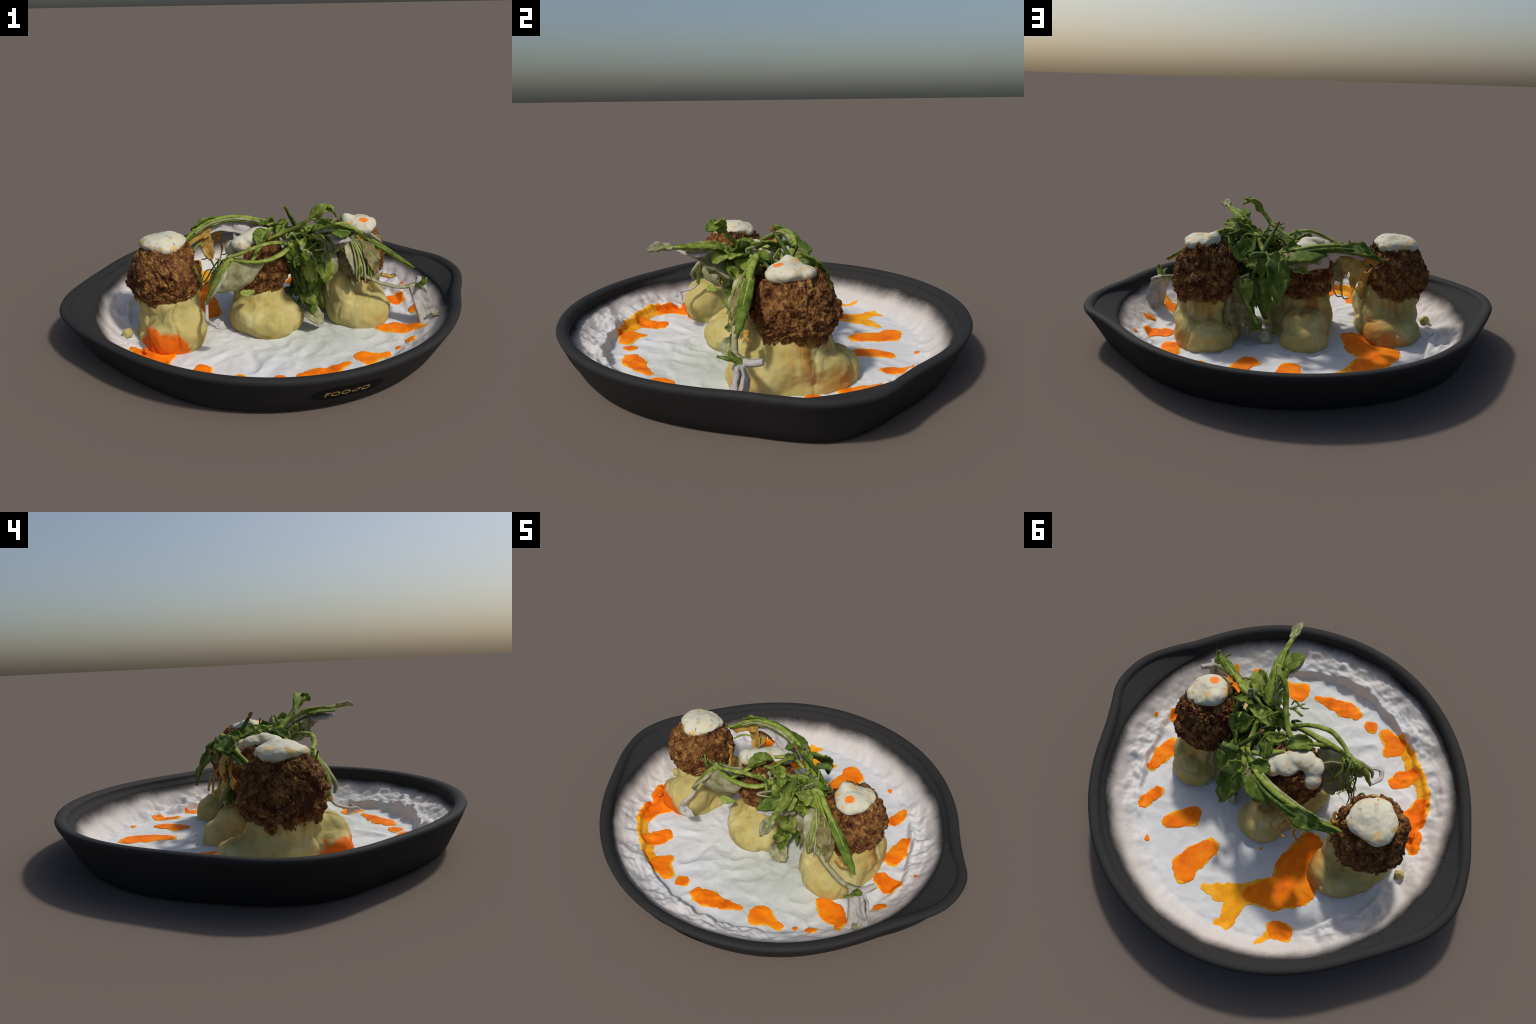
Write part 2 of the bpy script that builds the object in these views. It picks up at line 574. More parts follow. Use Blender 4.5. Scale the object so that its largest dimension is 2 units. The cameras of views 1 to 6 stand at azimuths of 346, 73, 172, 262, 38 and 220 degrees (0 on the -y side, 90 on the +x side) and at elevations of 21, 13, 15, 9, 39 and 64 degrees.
# ------------------------------------------------------------------ cream sauce
def bank(deg):
    """How strongly the sauce is banked up as a rough crust at this bearing."""
    d = np.asarray(deg, float)
    w = np.exp(-(((d + 95 + 180) % 360 - 180) / 42) ** 4)
    w = np.maximum(w, 0.55 * np.exp(-(((d + 150 + 180) % 360 - 180) / 30) ** 2))
    w = np.maximum(w, 1.5 * np.exp(-(((d - 153 + 180) % 360 - 180) / 14) ** 2))
    w = np.maximum(w, 1.0 * np.exp(-(((d - 25 + 180) % 360 - 180) / 22) ** 2))
    return w


def sauce_height(x, y):
    x, y = np.asarray(x, float), np.asarray(y, float)
    r = np.hypot(x, y)
    deg = np.degrees(np.arctan2(y, x))
    p = np.stack([x, y, np.zeros_like(x)], 1)
    side = smooth(-0.5, 0.5, y)                       # the far (+y) wall is steeper than the near one
    r0 = 0.655 + 0.070 * np.maximum(side, smooth(0.55, 0.75, -x))
    base = 0.022 + 0.122 * np.clip((r - r0) / (0.845 - r0), 0, 1) ** (1.35 + 0.25 * side)
    warp = np.stack([fbm(p * 5 + 2, 2), fbm(p * 5 + 8, 2), p[:, 2]], 1) * 0.05
    q = p + warp
    lump = 0.010 * fbm(q * 4.6, 2) + 0.0115 * (0.32 - np.abs(fbm(q * 7.0 + 5, 2))) + 0.0035 * fbm(q * 15, 2) + 0.0008 * fbm(p * 34, 2)
    quiet = 1 - 0.5 * smooth(0.15, 0.5, y)
    z = base + lump * quiet * (1 - smooth(0.78, 0.84, r))
    b = bank(deg)
    edge = 0.685 + 0.028 * perlin(p * 6 + 3) + 0.012 * perlin(p * 17 + 9)
    on = smooth(0, 0.022, r - edge) * (1 - smooth(0.0, 0.13, r - edge) * 0.75)
    z = z + b * on * 0.045 * (1 - smooth(0.80, 0.845, r))
    hum = np.clip(fbm(p * 13 + 30, 3), -0.6, 0.9)
    z = z + (0.45 + b) * 0.017 * hum * smooth(0.66, 0.72, r) * (1 - smooth(0.76, 0.84, r))
    return z


def build_sauce():
    sauce = root('cream_sauce', 'white cream sauce pool with orange oil drops', 'sauce')
    N, K = 640, 210
    th = np.linspace(-math.pi, math.pi, N, endpoint=False)
    rr = 0.847 * np.linspace(0.0, 1, K) ** 0.75
    TH, RR = np.meshgrid(th, rr, indexing='ij')
    X, Y = (RR * np.cos(TH)).ravel(), (RR * np.sin(TH)).ravel()
    Z = sauce_height(X, Y)
    ob = new_object('sauce_layer', np.stack([X, Y, Z], 1), grid_faces(N, K, True), M['sauce'], sauce)
    bmesh_merge(ob)
    return sauce


def field(P, chain, wob, seed):
    """Signed size of a chain of discs, fused smoothly; positive inside."""
    d = None
    for a, b in zip(chain, chain[1:] if len(chain) > 1 else chain):
        A, B = np.array(a[:2]), np.array(b[:2])
        ab = B - A
        L = max(1e-9, ab @ ab)
        t = np.clip(((P - A) @ ab) / L, 0, 1)
        q = np.hypot(*(P - A - t[:, None] * ab).T)
        s = (a[2] + (b[2] - a[2]) * t) - q
        if d is None:
            d = s
        else:
            k = 0.012
            h = np.clip(0.5 + 0.5 * (s - d) / k, 0, 1)
            d = d * (1 - h) + s * h + k * h * (1 - h)
    P3 = np.column_stack([P, np.full(len(P), seed)])
    return d + wob * fbm(P3 * 26, 3)


def drop(name, chain, mat, parent, seed, wob=0.006, dome=0.0035, lift=0.0018, grow=0.0, cell=0.0035):
    c = np.array(chain)
    lo = (c[:, :2] - c[:, 2:3]).min(0) - 0.02
    hi = (c[:, :2] + c[:, 2:3]).max(0) + 0.02
    cell = min(cell, float(c[:, 2].min()) / 3.2)
    nx, ny = (np.ceil((hi - lo) / cell)).astype(int) + 1
    gx, gy = np.meshgrid(lo[0] + cell * np.arange(nx), lo[1] + cell * np.arange(ny), indexing='ij')
    P = np.column_stack([gx.ravel(), gy.ravel()])
    f = field(P, chain, wob, seed) + grow
    F = grid_faces(nx, ny)
    inside = f > 0
    keep = [q for q in F if inside[list(q)].sum() >= 2]
    used = np.unique(np.array(keep).ravel())
    remap = -np.ones(len(P), int)
    remap[used] = np.arange(len(used))
    Q = P[used].copy()
    # slide outside vertices in to the outline
    for _ in range(3):
        fq = field(Q, chain, wob, seed) + grow
        e = 1e-4
        gxn = (field(Q + [e, 0], chain, wob, seed) + grow - fq) / e
        gyn = (field(Q + [0, e], chain, wob, seed) + grow - fq) / e
        g = np.column_stack([gxn, gyn])
        gl = np.maximum(0.25, (g ** 2).sum(1))
        out = fq < 0
        Q[out] -= (fq / gl)[out, None] * g[out] * 0.9
    fq = np.clip(field(Q, chain, wob, seed) + grow, 0, None)
    z = sauce_height(Q[:, 0], Q[:, 1]) + lift * np.clip(fq / 0.003, 0, 1) - 0.001 * (fq < 1e-4) + dome * np.sqrt(np.clip(fq / 0.03, 0, 1))
    return new_object(name, np.column_stack([Q, z]), [[remap[i] for i in q] for q in keep], mat, parent)


sauce = build_sauce()
DROPS = [
    [(.075, .615, .050), (.105, .590, .052), (.090, .528, .058), (.072, .455, .046)],
    [(.312, .478, .034), (.252, .392, .048), (.250, .368, .034)],
    [(.466, .405, .031), (.477, .483, .031)],
    [(.594, .175, .043), (.596, .235, .040), (.588, .314, .024)],
    [(.625, .022, .044), (.672, .010, .047), (.690, .028, .032)],
    [(.704, -.149, .024), (.716, -.140, .020)],
    [(.490, -.270, .040), (.545, -.296, .060), (.603, -.320, .036), (.619, -.368, .016)],
    [(.532, -.452, .021), (.540, -.446, .018)],
    [(.463, -.470, .014), (.457, -.472, .009)],
    [(.285, -.535, .034), (.297, -.506, .056), (.345, -.500, .024), (.397, -.500, .015)],
    [(.200, -.534, .013), (.122, -.560, .030), (.039, -.580, .045), (-.016, -.590, .037)],
    [(-.128, -.580, .033), (-.120, -.581, .028)],
    [(-.222, -.591, .034), (-.295, -.565, .052), (-.285, -.516, .026)],
    [(-.415, -.405, .038), (-.432, -.440, .046), (-.455, -.490, .036)],
    [(-.582, -.375, .034), (-.600, -.300, .050), (-.575, -.245, .060), (-.640, -.215, .046), (-.690, -.165, .026)],
    [(-.427, .545, .044), (-.463, .532, .038)],
    [(-.290, .130, .060), (-.305, .270, .085), (-.360, .350, .085), (-.400, .330, .06), (-.310, .420, .078), (-.235, .490, .045)],
    [(.761, .098, .009), (.756, .104, .009)],
    [(.330, .611, .012), (.340, .600, .006)],
    [(-.122, .294, .006), (-.120, .296, .005)],
]
AMBER = [
    [(-.290, .410, .060), (-.203, .512, .050), (-.113, .580, .042), (-.045, .606, .020)],
    [(-.203, .520, .045), (-.205, .599, .044), (-.230, .660, .034), (-.195, .690, .018)],
    [(-.427, .555, .030), (-.405, .612, .013), (-.395, .650, .006)],
    [(-.534, .241, .014), (-.562, .213, .016), (-.589, .184, .013)],
    [(-.300, -.590, .028), (-.377, -.560, .030), (-.440, -.515, .034), (-.500, -.480, .030), (-.560, -.430, .026), (-.600, -.360, .034)],
    [(.619, -.366, .018), (.640, -.395, .012)],
]
for k, ch in enumerate(DROPS):
    small = max(c[2] for c in ch) < 0.02
    drop('oil_halo', ch, M['amber'], sauce, 3.7 * k + 0.35, wob=0.002 if small else 0.011, grow=0.003 if not small else 0.001, dome=0.0012)
    drop('oil_drop', ch, M['oil'], sauce, 3.7 * k, wob=0.002 if small else 0.008, lift=0.0026, dome=0.0018)
for k, ch in enumerate(AMBER):
    drop('amber_drop', ch, M['amber'], sauce, 2.3 * k + 1, wob=0.007, lift=0.0012, dome=0.0015)


# ------------------------------------------------------------------ mash mounds
def mash_relief(seed, lump=0.010):
    def fn(c):
        p = c + seed
        up = smooth(0.0, 0.05, c[:, 2])
        fold = np.abs(perlin(p * np.array([7, 7, 3.5])))
        facet = 0.012 * (np.abs(perlin(p * 5.2)) - 0.3) + 0.008 * (np.abs(perlin(p * 11 + 4)) - 0.3)
        return (lump * fbm(p * 4.2, 2) - facet - 0.007 * (1 - smooth(0, 0.12, fold)) * 0.7 + 0.003 * fbm(p * 28, 3)) * (0.35 + 0.65 * up)
    return fn


MOUNDS = [
    # bearing -x: column with a wide sagging skirt, widest across y
    [((-.495, .000, .02), (.165, .255, .080)), ((-.500, .000, .11), (.145, .170, .115)), ((-.512, .004, .205), (.142, .150, .09)),
     ((-.470, .150, .05), (.130, .130, .085)), ((-.440, .235, .02), (.07, .05, .045)), ((-.465, -.135, .10), (.110, .130, .125)), ((-.530, -.165, .06), (.105, .090, .105)),
     ((-.400, .050, .10), (.060, .100, .130)), ((-.392, .060, .19), (.045, .060, .11)), ((-.48, -.185, .10), (.090, .072, .120))],
    # middle: a plump dumpling, tucked in at the foot
    [((-.045, .000, .02), (.150, .225, .070)), ((-.050, -.060, .09), (.170, .180, .095)), ((-.060, .000, .18), (.126, .132, .10)),
     ((-.045, -.170, .07), (.110, .090, .080)), ((.045, -.100, .07), (.090, .100, .085)), ((-.150, -.070, .09), (.072, .11, .085)),
     ((-.030, .200, .035), (.120, .095, .085)), ((-.04, .140, .10), (.105, .090, .085))],
    # bearing +x: the widest, with two lobes on its outer flank
    [((.440, .005, .02), (.150, .235, .080)), ((.435, .010, .11), (.148, .185, .110)), ((.428, .016, .195), (.136, .148, .10)),
     ((.430, -.170, .06), (.120, .090, .110)), ((.500, -.100, .06), (.080, .100, .110)), ((.495, .115, .06), (.085, .120, .110)),
     ((.415, .190, .05), (.120, .095, .095)), ((.315, .060, .07), (.060, .10, .095)), ((.325, -.11, .10), (.060, .10, .14)), ((.310, -.09, .18), (.05, .075, .12))],
]
mounds = []
for k, balls in enumerate(MOUNDS):
    ob = blob('mash_mound', balls, M['mash'], 0.007, 24)
    displace(ob, mash_relief(3.1 * k + 1.7))
    c = coords(ob)
    c[:, 2] = np.maximum(c[:, 2], 0.012)
    set_coords(ob, c)
    ob['label'] = 'soft pale yellow mound of mashed potato with folds'
    ob['category'] = 'mashed potato'
    mounds.append(ob)

# crumbs of mash on the sauce
for k, (c, r) in enumerate((((-.705, -.02, .045), (.026, .022, .024)), ((-.478, .262, .062), (.027, .024, .026)), ((-.64, -.215, .05), (.014, .02, .009)))):
    ob = blob('mash_crumb', [(c, r)], M['mash'], 0.004, 2)
    displace(ob, lambda q: 0.006 * fbm(q * 40, 2))
    ob['label'] = 'small loose crumb of pale yellow mash'
    ob['category'] = 'food crumb'


# ------------------------------------------------------------------ crumbed balls
# ball profile: height above the belly and radius, from crown to foot
PROFILE = [(.182, 0), (.180, .045), (.172, .080), (.155, .106), (.130, .130), (.090, .152), (.045, .167), (.0, .173),
           (-.035, .169), (-.060, .157), (-.090, .141), (-.115, .130), (-.140, .120), (-.165, .110), (-.178, .08), (-.18, 0)]
ZED = np.array([p[0] for p in PROFILE])[::-1]
RAD = np.array([p[1] for p in PROFILE])[::-1]
LAT = np.interp(np.arange(len(ZED)), [0, 1, len(ZED) - 2, len(ZED) - 1], [-1.5708, -1.3, 1.25, 1.5708])


def crusted_ball(centre, rad, seed, flakes=130):
    bm = bmesh.new()
    bmesh.ops.create_icosphere(bm, subdivisions=7, radius=1)
    me = bpy.data.meshes.new('crumbed_ball')
    bm.to_mesh(me)
    bm.free()
    ob = bpy.data.objects.new('crumbed_ball', me)
    bpy.context.scene.collection.objects.link(ob)
    d = coords(ob)
    g = np.random.default_rng(seed)
    # crumb flakes: each is a raised cell with its own height
    pts = g.normal(size=(flakes, 3))
    pts /= np.linalg.norm(pts, axis=1)[:, None]
    hgt = g.random(flakes)
    q = d + 0.10 * np.stack([fbm(d * 5 + s, 3) for s in (1.1, 7.7, 13.3)], 1)
    q /= np.linalg.norm(q, axis=1)[:, None]
    dots = q @ pts.T
    idx = np.argpartition(-dots, 2, axis=1)[:, :2]
    v = np.take_along_axis(dots, idx, 1)
    sw = v[:, 0] < v[:, 1]
    idx[sw] = idx[sw][:, ::-1]
    v = np.sort(v, 1)[:, ::-1]
    gap = np.arccos(np.clip(v[:, 1], -1, 1)) - np.arccos(np.clip(v[:, 0], -1, 1))
    cellh = hgt[idx[:, 0]] * smooth(0, 0.05, gap)
    big = fbm(d * 2.2 + seed, 3)
    mid = fbm(d * 7 + seed * 1.3, 4)
    rough = fbm(d * 22 + seed * 2.1, 3)
    R = 0.98 + 0.06 * big + 0.05 * mid + 0.026 * rough + 0.12 * (cellh - 0.3)
    # egg-shaped profile: narrow crown, full belly, long waist running down into the mash
    lat = np.arcsin(np.clip(d[:, 2], -1, 1))
    zs = np.interp(lat, LAT, ZED)
    rs = np.interp(lat, LAT, RAD)
    flat = np.maximum(1e-6, np.hypot(d[:, 0], d[:, 1]))
    calm = 1 - 0.65 * smooth(-0.02, -0.13, zs)
    # ragged hem: the lower crust swells and shrinks round the waist in tongues
    ringp = np.stack([d[:, 0] / flat, d[:, 1] / flat, zs * 0], 1)
    hem = 0.14 * fbm(ringp * 2.6 + seed, 4) * smooth(-0.05, -0.13, zs)
    k = 1 + (R - 1) * calm + hem
    top = smooth(0.08, 0.15, zs)
    c = np.column_stack([d[:, 0] / flat * rs * k, d[:, 1] / flat * rs * k, zs * (1 + (R - 1) * (0.4 + 0.6 * top))])
    set_coords(ob, c * np.array(rad) + np.array(centre))
    me.materials.append(M['crust'])
    me.polygons.foreach_set('use_smooth', [True] * len(me.polygons))
    return ob


BALLS = [((-.512, .004, .300), (.965, 1.0, .985), 3), ((-.062, -.005, .297), (.83, .85, .89), 8), ((.428, .016, .303), (.915, .965, .965), 21)]
balls = []
for (c, r, s) in BALLS:
    ob = crusted_ball(c, r, s)
    ob['label'] = 'rough brown deep-fried crumbed ball'
    ob['category'] = 'meatball'
    balls.append(ob)


# ------------------------------------------------------------------ cream dollops
def dollop(parts, parent, seed, amp=0.006):
    ob = blob('cream_dollop', parts, M['cream'], 0.0055, 6, parent)
    displace(ob, lambda c: amp * fbm(c * 13 + seed, 3) + 0.0012 * fbm(c * 45, 2))
    return ob


dollop([((-.508, .010, .472), (.108, .098, .038)), ((-.495, .000, .480), (.085, .075, .034)), ((-.55, .03, .464), (.065, .07, .03)),
        ((-.47, .06, .462), (.06, .045, .028)), ((-.50, -.06, .464), (.06, .045, .028))], balls[0], 2.0)
dollop([((.442, -.020, .478), (.086, .082, .036)), ((.440, -.050, .466), (.060, .065, .034)), ((.470, .030, .476), (.055, .055, .028)),
        ((.400, .000, .490), (.045, .045, .032)), ((.385, .000, .508), (.020, .020, .018))], balls[2], 5.0)
dollop([((-.055, .035, .455), (.066, .055, .030)), ((-.105, -.030, .460), (.058, .052, .030)), ((-.150, -.035, .438), (.052, .050, .036)),
        ((-.178, .002, .405), (.042, .042, .042)), ((-.010, .075, .440), (.050, .050, .028)), ((-.07, -.01, .474), (.042, .042, .022))], balls[1], 9.0, 0.004)


# ------------------------------------------------------------------ greens
def spline(pts, n):
    P = np.array(pts, float)
    P = np.vstack([2 * P[0] - P[1], P, 2 * P[-1] - P[-2]])
    m = len(P) - 3
    t = np.linspace(0, m, n)
    k = np.minimum(t.astype(int), m - 1)
    s = (t - k)[:, None]
    a, b, c, d = P[k], P[k + 1], P[k + 2], P[k + 3]
    return 0.5 * (2 * b + (c - a) * s + (2 * a - 5 * b + 4 * c - d) * s**2 + (3 * b - a - 3 * c + d) * s**3)


def unit(v):
    return v / np.maximum(1e-9, np.linalg.norm(v, axis=-1, keepdims=True))


greens = root('salad_greens', 'tangled wilted green stems and small leaves', 'salad greens', (0.1, 0.0, 0.02))


def stem(pts, rad, mat, flat=0.65, up=(0, 0, 1), name='stem', seed=0, sides=12):
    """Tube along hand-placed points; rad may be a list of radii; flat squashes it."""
    n = max(16, 9 * len(pts))
    C = spline(pts, n)
    rad = np.interp(np.linspace(0, 1, n), np.linspace(0, 1, len(rad)), rad) if hasattr(rad, '__len__') else np.full(n, rad)
    T = unit(np.gradient(C, axis=0))
    S = unit(np.cross(T, np.array(up, float)) + 1e-6)
    U = np.cross(S, T)
    a = np.linspace(0, TAU, sides, endpoint=False)
    V = []
    for i in range(n):
        for q in a:
            rib = 1 + 0.14 * math.cos(5 * q + 0.12 * i + seed)
            V.append(C[i] + rad[i] * rib * (math.cos(q) * S[i] + flat * math.sin(q) * U[i]))
    V = np.array(V)
    V += (0.16 * np.repeat(rad, sides))[:, None] * np.stack([perlin(V * 30 + seed + k) for k in (0.3, 5.1, 9.7)], 1)
    F = []
    for i in range(n - 1):
        for j in range(sides):
            F.append((i * sides + j, i * sides + (j + 1) % sides, (i + 1) * sides + (j + 1) % sides, (i + 1) * sides + j))
    F.append(tuple(range(sides - 1, -1, -1)))
    F.append(tuple((n - 1) * sides + j for j in range(sides)))
    ob = new_object(name, V, F, M[mat])
    adopt(ob, greens)
    return ob


def leaf(pts, width, up, mat='leaf', cup=0.25, wave=0.10, point=0.8, thick=0.005, seed=0, name='leaf', rib=True, fold=0.0):
    """Leaf blade along a midrib: width at its widest, cupped, with a wavy margin."""
    n, m = 22, 13
    C = spline(pts, n)
    T = unit(np.gradient(C, axis=0))
    S = unit(np.cross(T, np.array(up, float)) + 1e-6)
    U = np.cross(S, T)
    t = np.linspace(0, 1, n)
    w = 0.5 * width * np.clip(np.sin(math.pi * np.clip(t * 0.96 + 0.03, 0, 1) ** point), 0.06, 1) ** 0.75
    V = []
    for i in range(n):
        for j in range(m):
            s = 2 * j / (m - 1) - 1
            lift = cup * w[i] * s * s + fold * w[i] * abs(s)
            V.append(C[i] + S[i] * w[i] * s + U[i] * lift)
    V = np.array(V)
    s = np.abs(np.tile(np.linspace(-1, 1, m), n))
    nz = perlin(V * (1.1 / max(width, 0.02)) * 2.2 + seed * 3.3) + 0.5 * perlin(V * (2.6 / max(width, 0.02)) * 2 + seed)
    V += np.repeat(U, m, 0) * (wave * width * (0.35 + 0.65 * s) * nz)[:, None]
    V += np.repeat(S, m, 0) * (0.10 * width * s * perlin(V * 50 + seed))[:, None]
    ob = new_object(name, V, grid_faces(n, m), M[mat])
    sd = ob.modifiers.new('t', 'SOLIDIFY')
    sd.thickness = thick
    sd.offset = 0
    apply_mods(ob)
    adopt(ob, greens)
    if rib:
        r = stem(pts, [thick * 0.9, thick * 0.6, thick * 0.3], 'stem' if mat != 'pale' else 'pale', 1.0, up, 'leaf_rib', seed, 6)
    return ob


def sheet(top, bottom, mat, sag=0.0, seed=0, thick=0.006, name='wilted_leaf', wave=0.012, ragged=0.15):
    """Limp sheet of wilted leaf stretched between two edges."""
    n, m = 26, 16
    A, B = spline(top, n), spline(bottom, n)
    nrm = unit(np.cross(A[-1] - A[0], B.mean(0) - A.mean(0)))
    V = []
    for i in range(n):
        f = 1 - ragged * min(1, max(0, 0.5 + 0.9 * float(fbm(np.array([[4.0 * i / n, seed * 1.7, 0.5]]), 2)[0])))
        for j in range(m):
            t = j / (m - 1) * f
            V.append(A[i] * (1 - t) + B[i] * t + nrm * sag * math.sin(math.pi * t))
    V = np.array(V)
    V += nrm * (wave * fbm(V * 16 + seed, 3))[:, None]
    ob = new_object(name, V, grid_faces(n, m), M[mat])
    sd = ob.modifiers.new('t', 'SOLIDIFY')
    sd.thickness = thick
    sd.offset = 0
    apply_mods(ob)
    adopt(ob, greens)
    return ob


# A: tall stalk ending in a folded leaf
stem([(-.03, -.06, .455), (.032, -.086, .490), (.090, -.140, .530), (.130, -.187, .580), (.165, -.215, .615)], [.010, .013, .012, .013, .012], 'stem', .7)
leaf([(.135, -.190, .588), (.180, -.220, .626), (.222, -.245, .640)], .062, (.5, -.5, .6), 'leaf_light', .35, .15, seed=1, thick=.008)
leaf([(.195, -.232, .636), (.215, -.262, .625), (.220, -.285, .612)], .05, (.6, .2, .6), 'leaf', .3, .2, seed=2)
# B: long arm reaching out over the front
stem([(.180, -.130, .500), (.225, -.210, .532), (.262, -.290, .556), (.288, -.400, .566), (.305, -.480, .573)], [.013, .014, .013, .011, .010], 'stem', .7)
stem([(.165, -.140, .485), (.205, -.205, .522), (.245, -.285, .545), (.272, -.350, .552)], [.010, .010, .009, .005], 'pale', .7)
leaf([(.190, -.150, .500), (.250, -.270, .552), (.292, -.410, .566)], .050, (.5, 0, .9), 'leaf_light', .4, .15, seed=51, rib=False)
leaf([(.292, -.430, .568), (.305, -.480, .574), (.316, -.530, .570)], .050, (.4, 0, .9), 'pale', .5, .15, seed=3, thick=.009)
leaf([(.235, -.275, .548), (.225, -.340, .560), (.195, -.405, .556)], .085, (-.1, 0, 1), 'leaf', -.12, .05, seed=4, thick=.006)
blob_leaf = leaf([(.240, -.285, .532), (.228, -.340, .536), (.200, -.398, .534)], .088, (-.1, 0, 1), 'white', -.4, .05, seed=5, thick=.012, rib=False, name='petal')
sheet([(.280, -.385, .560), (.255, -.290, .545), (.215, -.190, .515)], [(.262, -.345, .515), (.262, -.260, .450), (.245, -.150, .380)], 'pale', .02, 3, .007)
sheet([(.225, -.270, .530), (.200, -.210, .505), (.16, -.15, .48)], [(.215, -.300, .445), (.215, -.235, .415), (.20, -.16, .38)], 'pale', -.02, 5, .006)
# C: twin stems looping to the left, then a tail dropping to the sauce
stem([(.060, -.120, .440), (-.020, -.170, .478), (-.110, -.205, .482), (-.190, -.200, .455), (-.245, -.178, .432)], [.010, .011, .011, .011, .010], 'stem', .7)
stem([(.060, -.130, .440), (.000, -.165, .415), (-.068, -.180, .400), (-.150, -.190, .405), (-.245, -.178, .428)], [.012, .014, .014, .012, .012], 'stem', .6)
stem([(-.230, -.178, .432), (-.275, -.195, .385), (-.318, -.215, .330), (-.345, -.215, .275), (-.360, -.220, .232)], [.018, .020, .016, .012, .009], 'stem', .6)
stem([(-.240, -.165, .430), (-.270, -.215, .370), (-.330, -.250, .300), (-.350, -.240, .262)], [.010, .012, .010, .005], 'pale', .7)
stem([(-.357, -.215, .250), (-.362, -.240, .215), (-.372, -.290, .200), (-.358, -.322, .196), (-.335, -.335, .188)], [.008, .008, .009, .012, .014], 'white', .6)
leaf([(-.352, -.326, .196), (-.325, -.325, .180), (-.290, -.310, .158)], .045, (0, -.5, .8), 'white', .5, .08, seed=6, thick=.006)
sheet([(-.255, -.176, .425), (-.170, -.185, .405), (-.070, -.165, .395)], [(-.335, -.210, .285), (-.245, -.180, .265), (-.160, -.125, .255)], 'pale', -.015, 7, .006)
sheet([(-.245, -.150, .420), (-.200, -.120, .410), (-.150, -.080, .400)], [(-.290, -.180, .330), (-.230, -.140, .300), (-.170, -.110, .290)], 'pale', .0, 8, .006)
leaf([(-.20, -.20, .265), (-.165, -.195, .255), (-.125, -.175, .258)], .035, (0, -.6, .7), 'leaf_light', .3, .1, seed=7)
stem([(-.145, -.195, .400), (-.110, -.150, .430), (-.060, -.090, .468), (-.030, -.050, .480)], [.008, .010, .012, .010], 'stem', .7)
leaf([(-.085, -.110, .452), (-.045, -.060, .485), (-.010, -.020, .478)], .075, (-.3, -.3, .8), 'leaf', .7, .12, seed=8, thick=.006)
# D: bunch bending over the right-hand ball, one long blade beyond it
stem([(.240, -.110, .470), (.285, -.105, .505), (.318, -.108, .515), (.370, -.140, .490), (.430, -.170, .450)], [.010, .012, .013, .013, .011], 'stem', .7)
stem([(.240, -.125, .465), (.290, -.125, .497), (.325, -.125, .500), (.365, -.155, .470), (.400, -.170, .430)], [.008, .010, .010, .009, .007], 'stem', .7, seed=4)
leaf([(.400, -.155, .468), (.500, -.205, .412), (.570, -.242, .360), (.625, -.270, .318)], .046, (.5, -.3, .8), 'leaf', -.4, .05, .7, .007, 9)
leaf([(.400, -.150, .462), (.500, -.200, .402), (.570, -.236, .350), (.615, -.262, .315)], .036, (.5, -.3, .8), 'yellow', -.3, .05, .7, .006, 10, rib=False)
for k in range(7):
    f = k / 6
    stem([(.318, -.115, .505), (.345 + .03 * f, -.175 - .012 * math.sin(3 * k), .440), (.350 + .075 * f, -.222, .360 + .02 * math.sin(2 * k)), (.345 + .095 * f, -.240, .280 + .02 * math.cos(3 * k))],
         [.010, .0065, .006, .003], 'stem' if k % 3 else 'pale', .7, seed=k)
sheet([(.300, -.115, .470), (.335, -.140, .450), (.375, -.150, .440)], [(.300, -.140, .280), (.345, -.170, .270), (.410, -.180, .285)], 'olive', -.01, 11, .005)
stem([(.49, -.20, .275), (.53, -.21, .262), (.565, -.195, .258)], [.012, .011, .009], 'yellow', .8)
# E: thin pale shoot to a white stub
stem([(.345, -.195, .300), (.400, -.222, .283), (.470, -.242, .248), (.555, -.262, .226), (.625, -.262, .226), (.665, -.245, .222)], [.010, .012, .011, .012, .014, .014], 'pale', .7)
stem([(.655, -.255, .222), (.675, -.225, .224), (.690, -.196, .230)], [.018, .015, .013], 'white', .9)
stem([(.655, -.270, .222), (.662, -.300, .255), (.668, -.308, .278)], [.016, .014, .006], 'stem', .8)
stem([(.645, -.265, .228), (.640, -.315, .240), (.625, -.345, .246)], [.012, .009, .005], 'dark_stem', .8)
sheet([(.605, -.268, .222), (.645, -.275, .226), (.680, -.295, .222)], [(.650, -.330, .035), (.690, -.325, .035), (.745, -.335, .055)], 'white', .012, 13, .014, 'wilted_leaf', .014, .02)
sheet([(.650, -.255, .226), (.668, -.262, .226), (.685, -.275, .222)], [(.680, -.255, .045), (.715, -.275, .05), (.745, -.310, .06)], 'white', .01, 14, .012, 'wilted_leaf', .012, .02)
leaf([(.69, -.335, .10), (.735, -.375, .115), (.765, -.385, .15)], .06, (0, 0, 1), 'pale', .3, .15, seed=15)
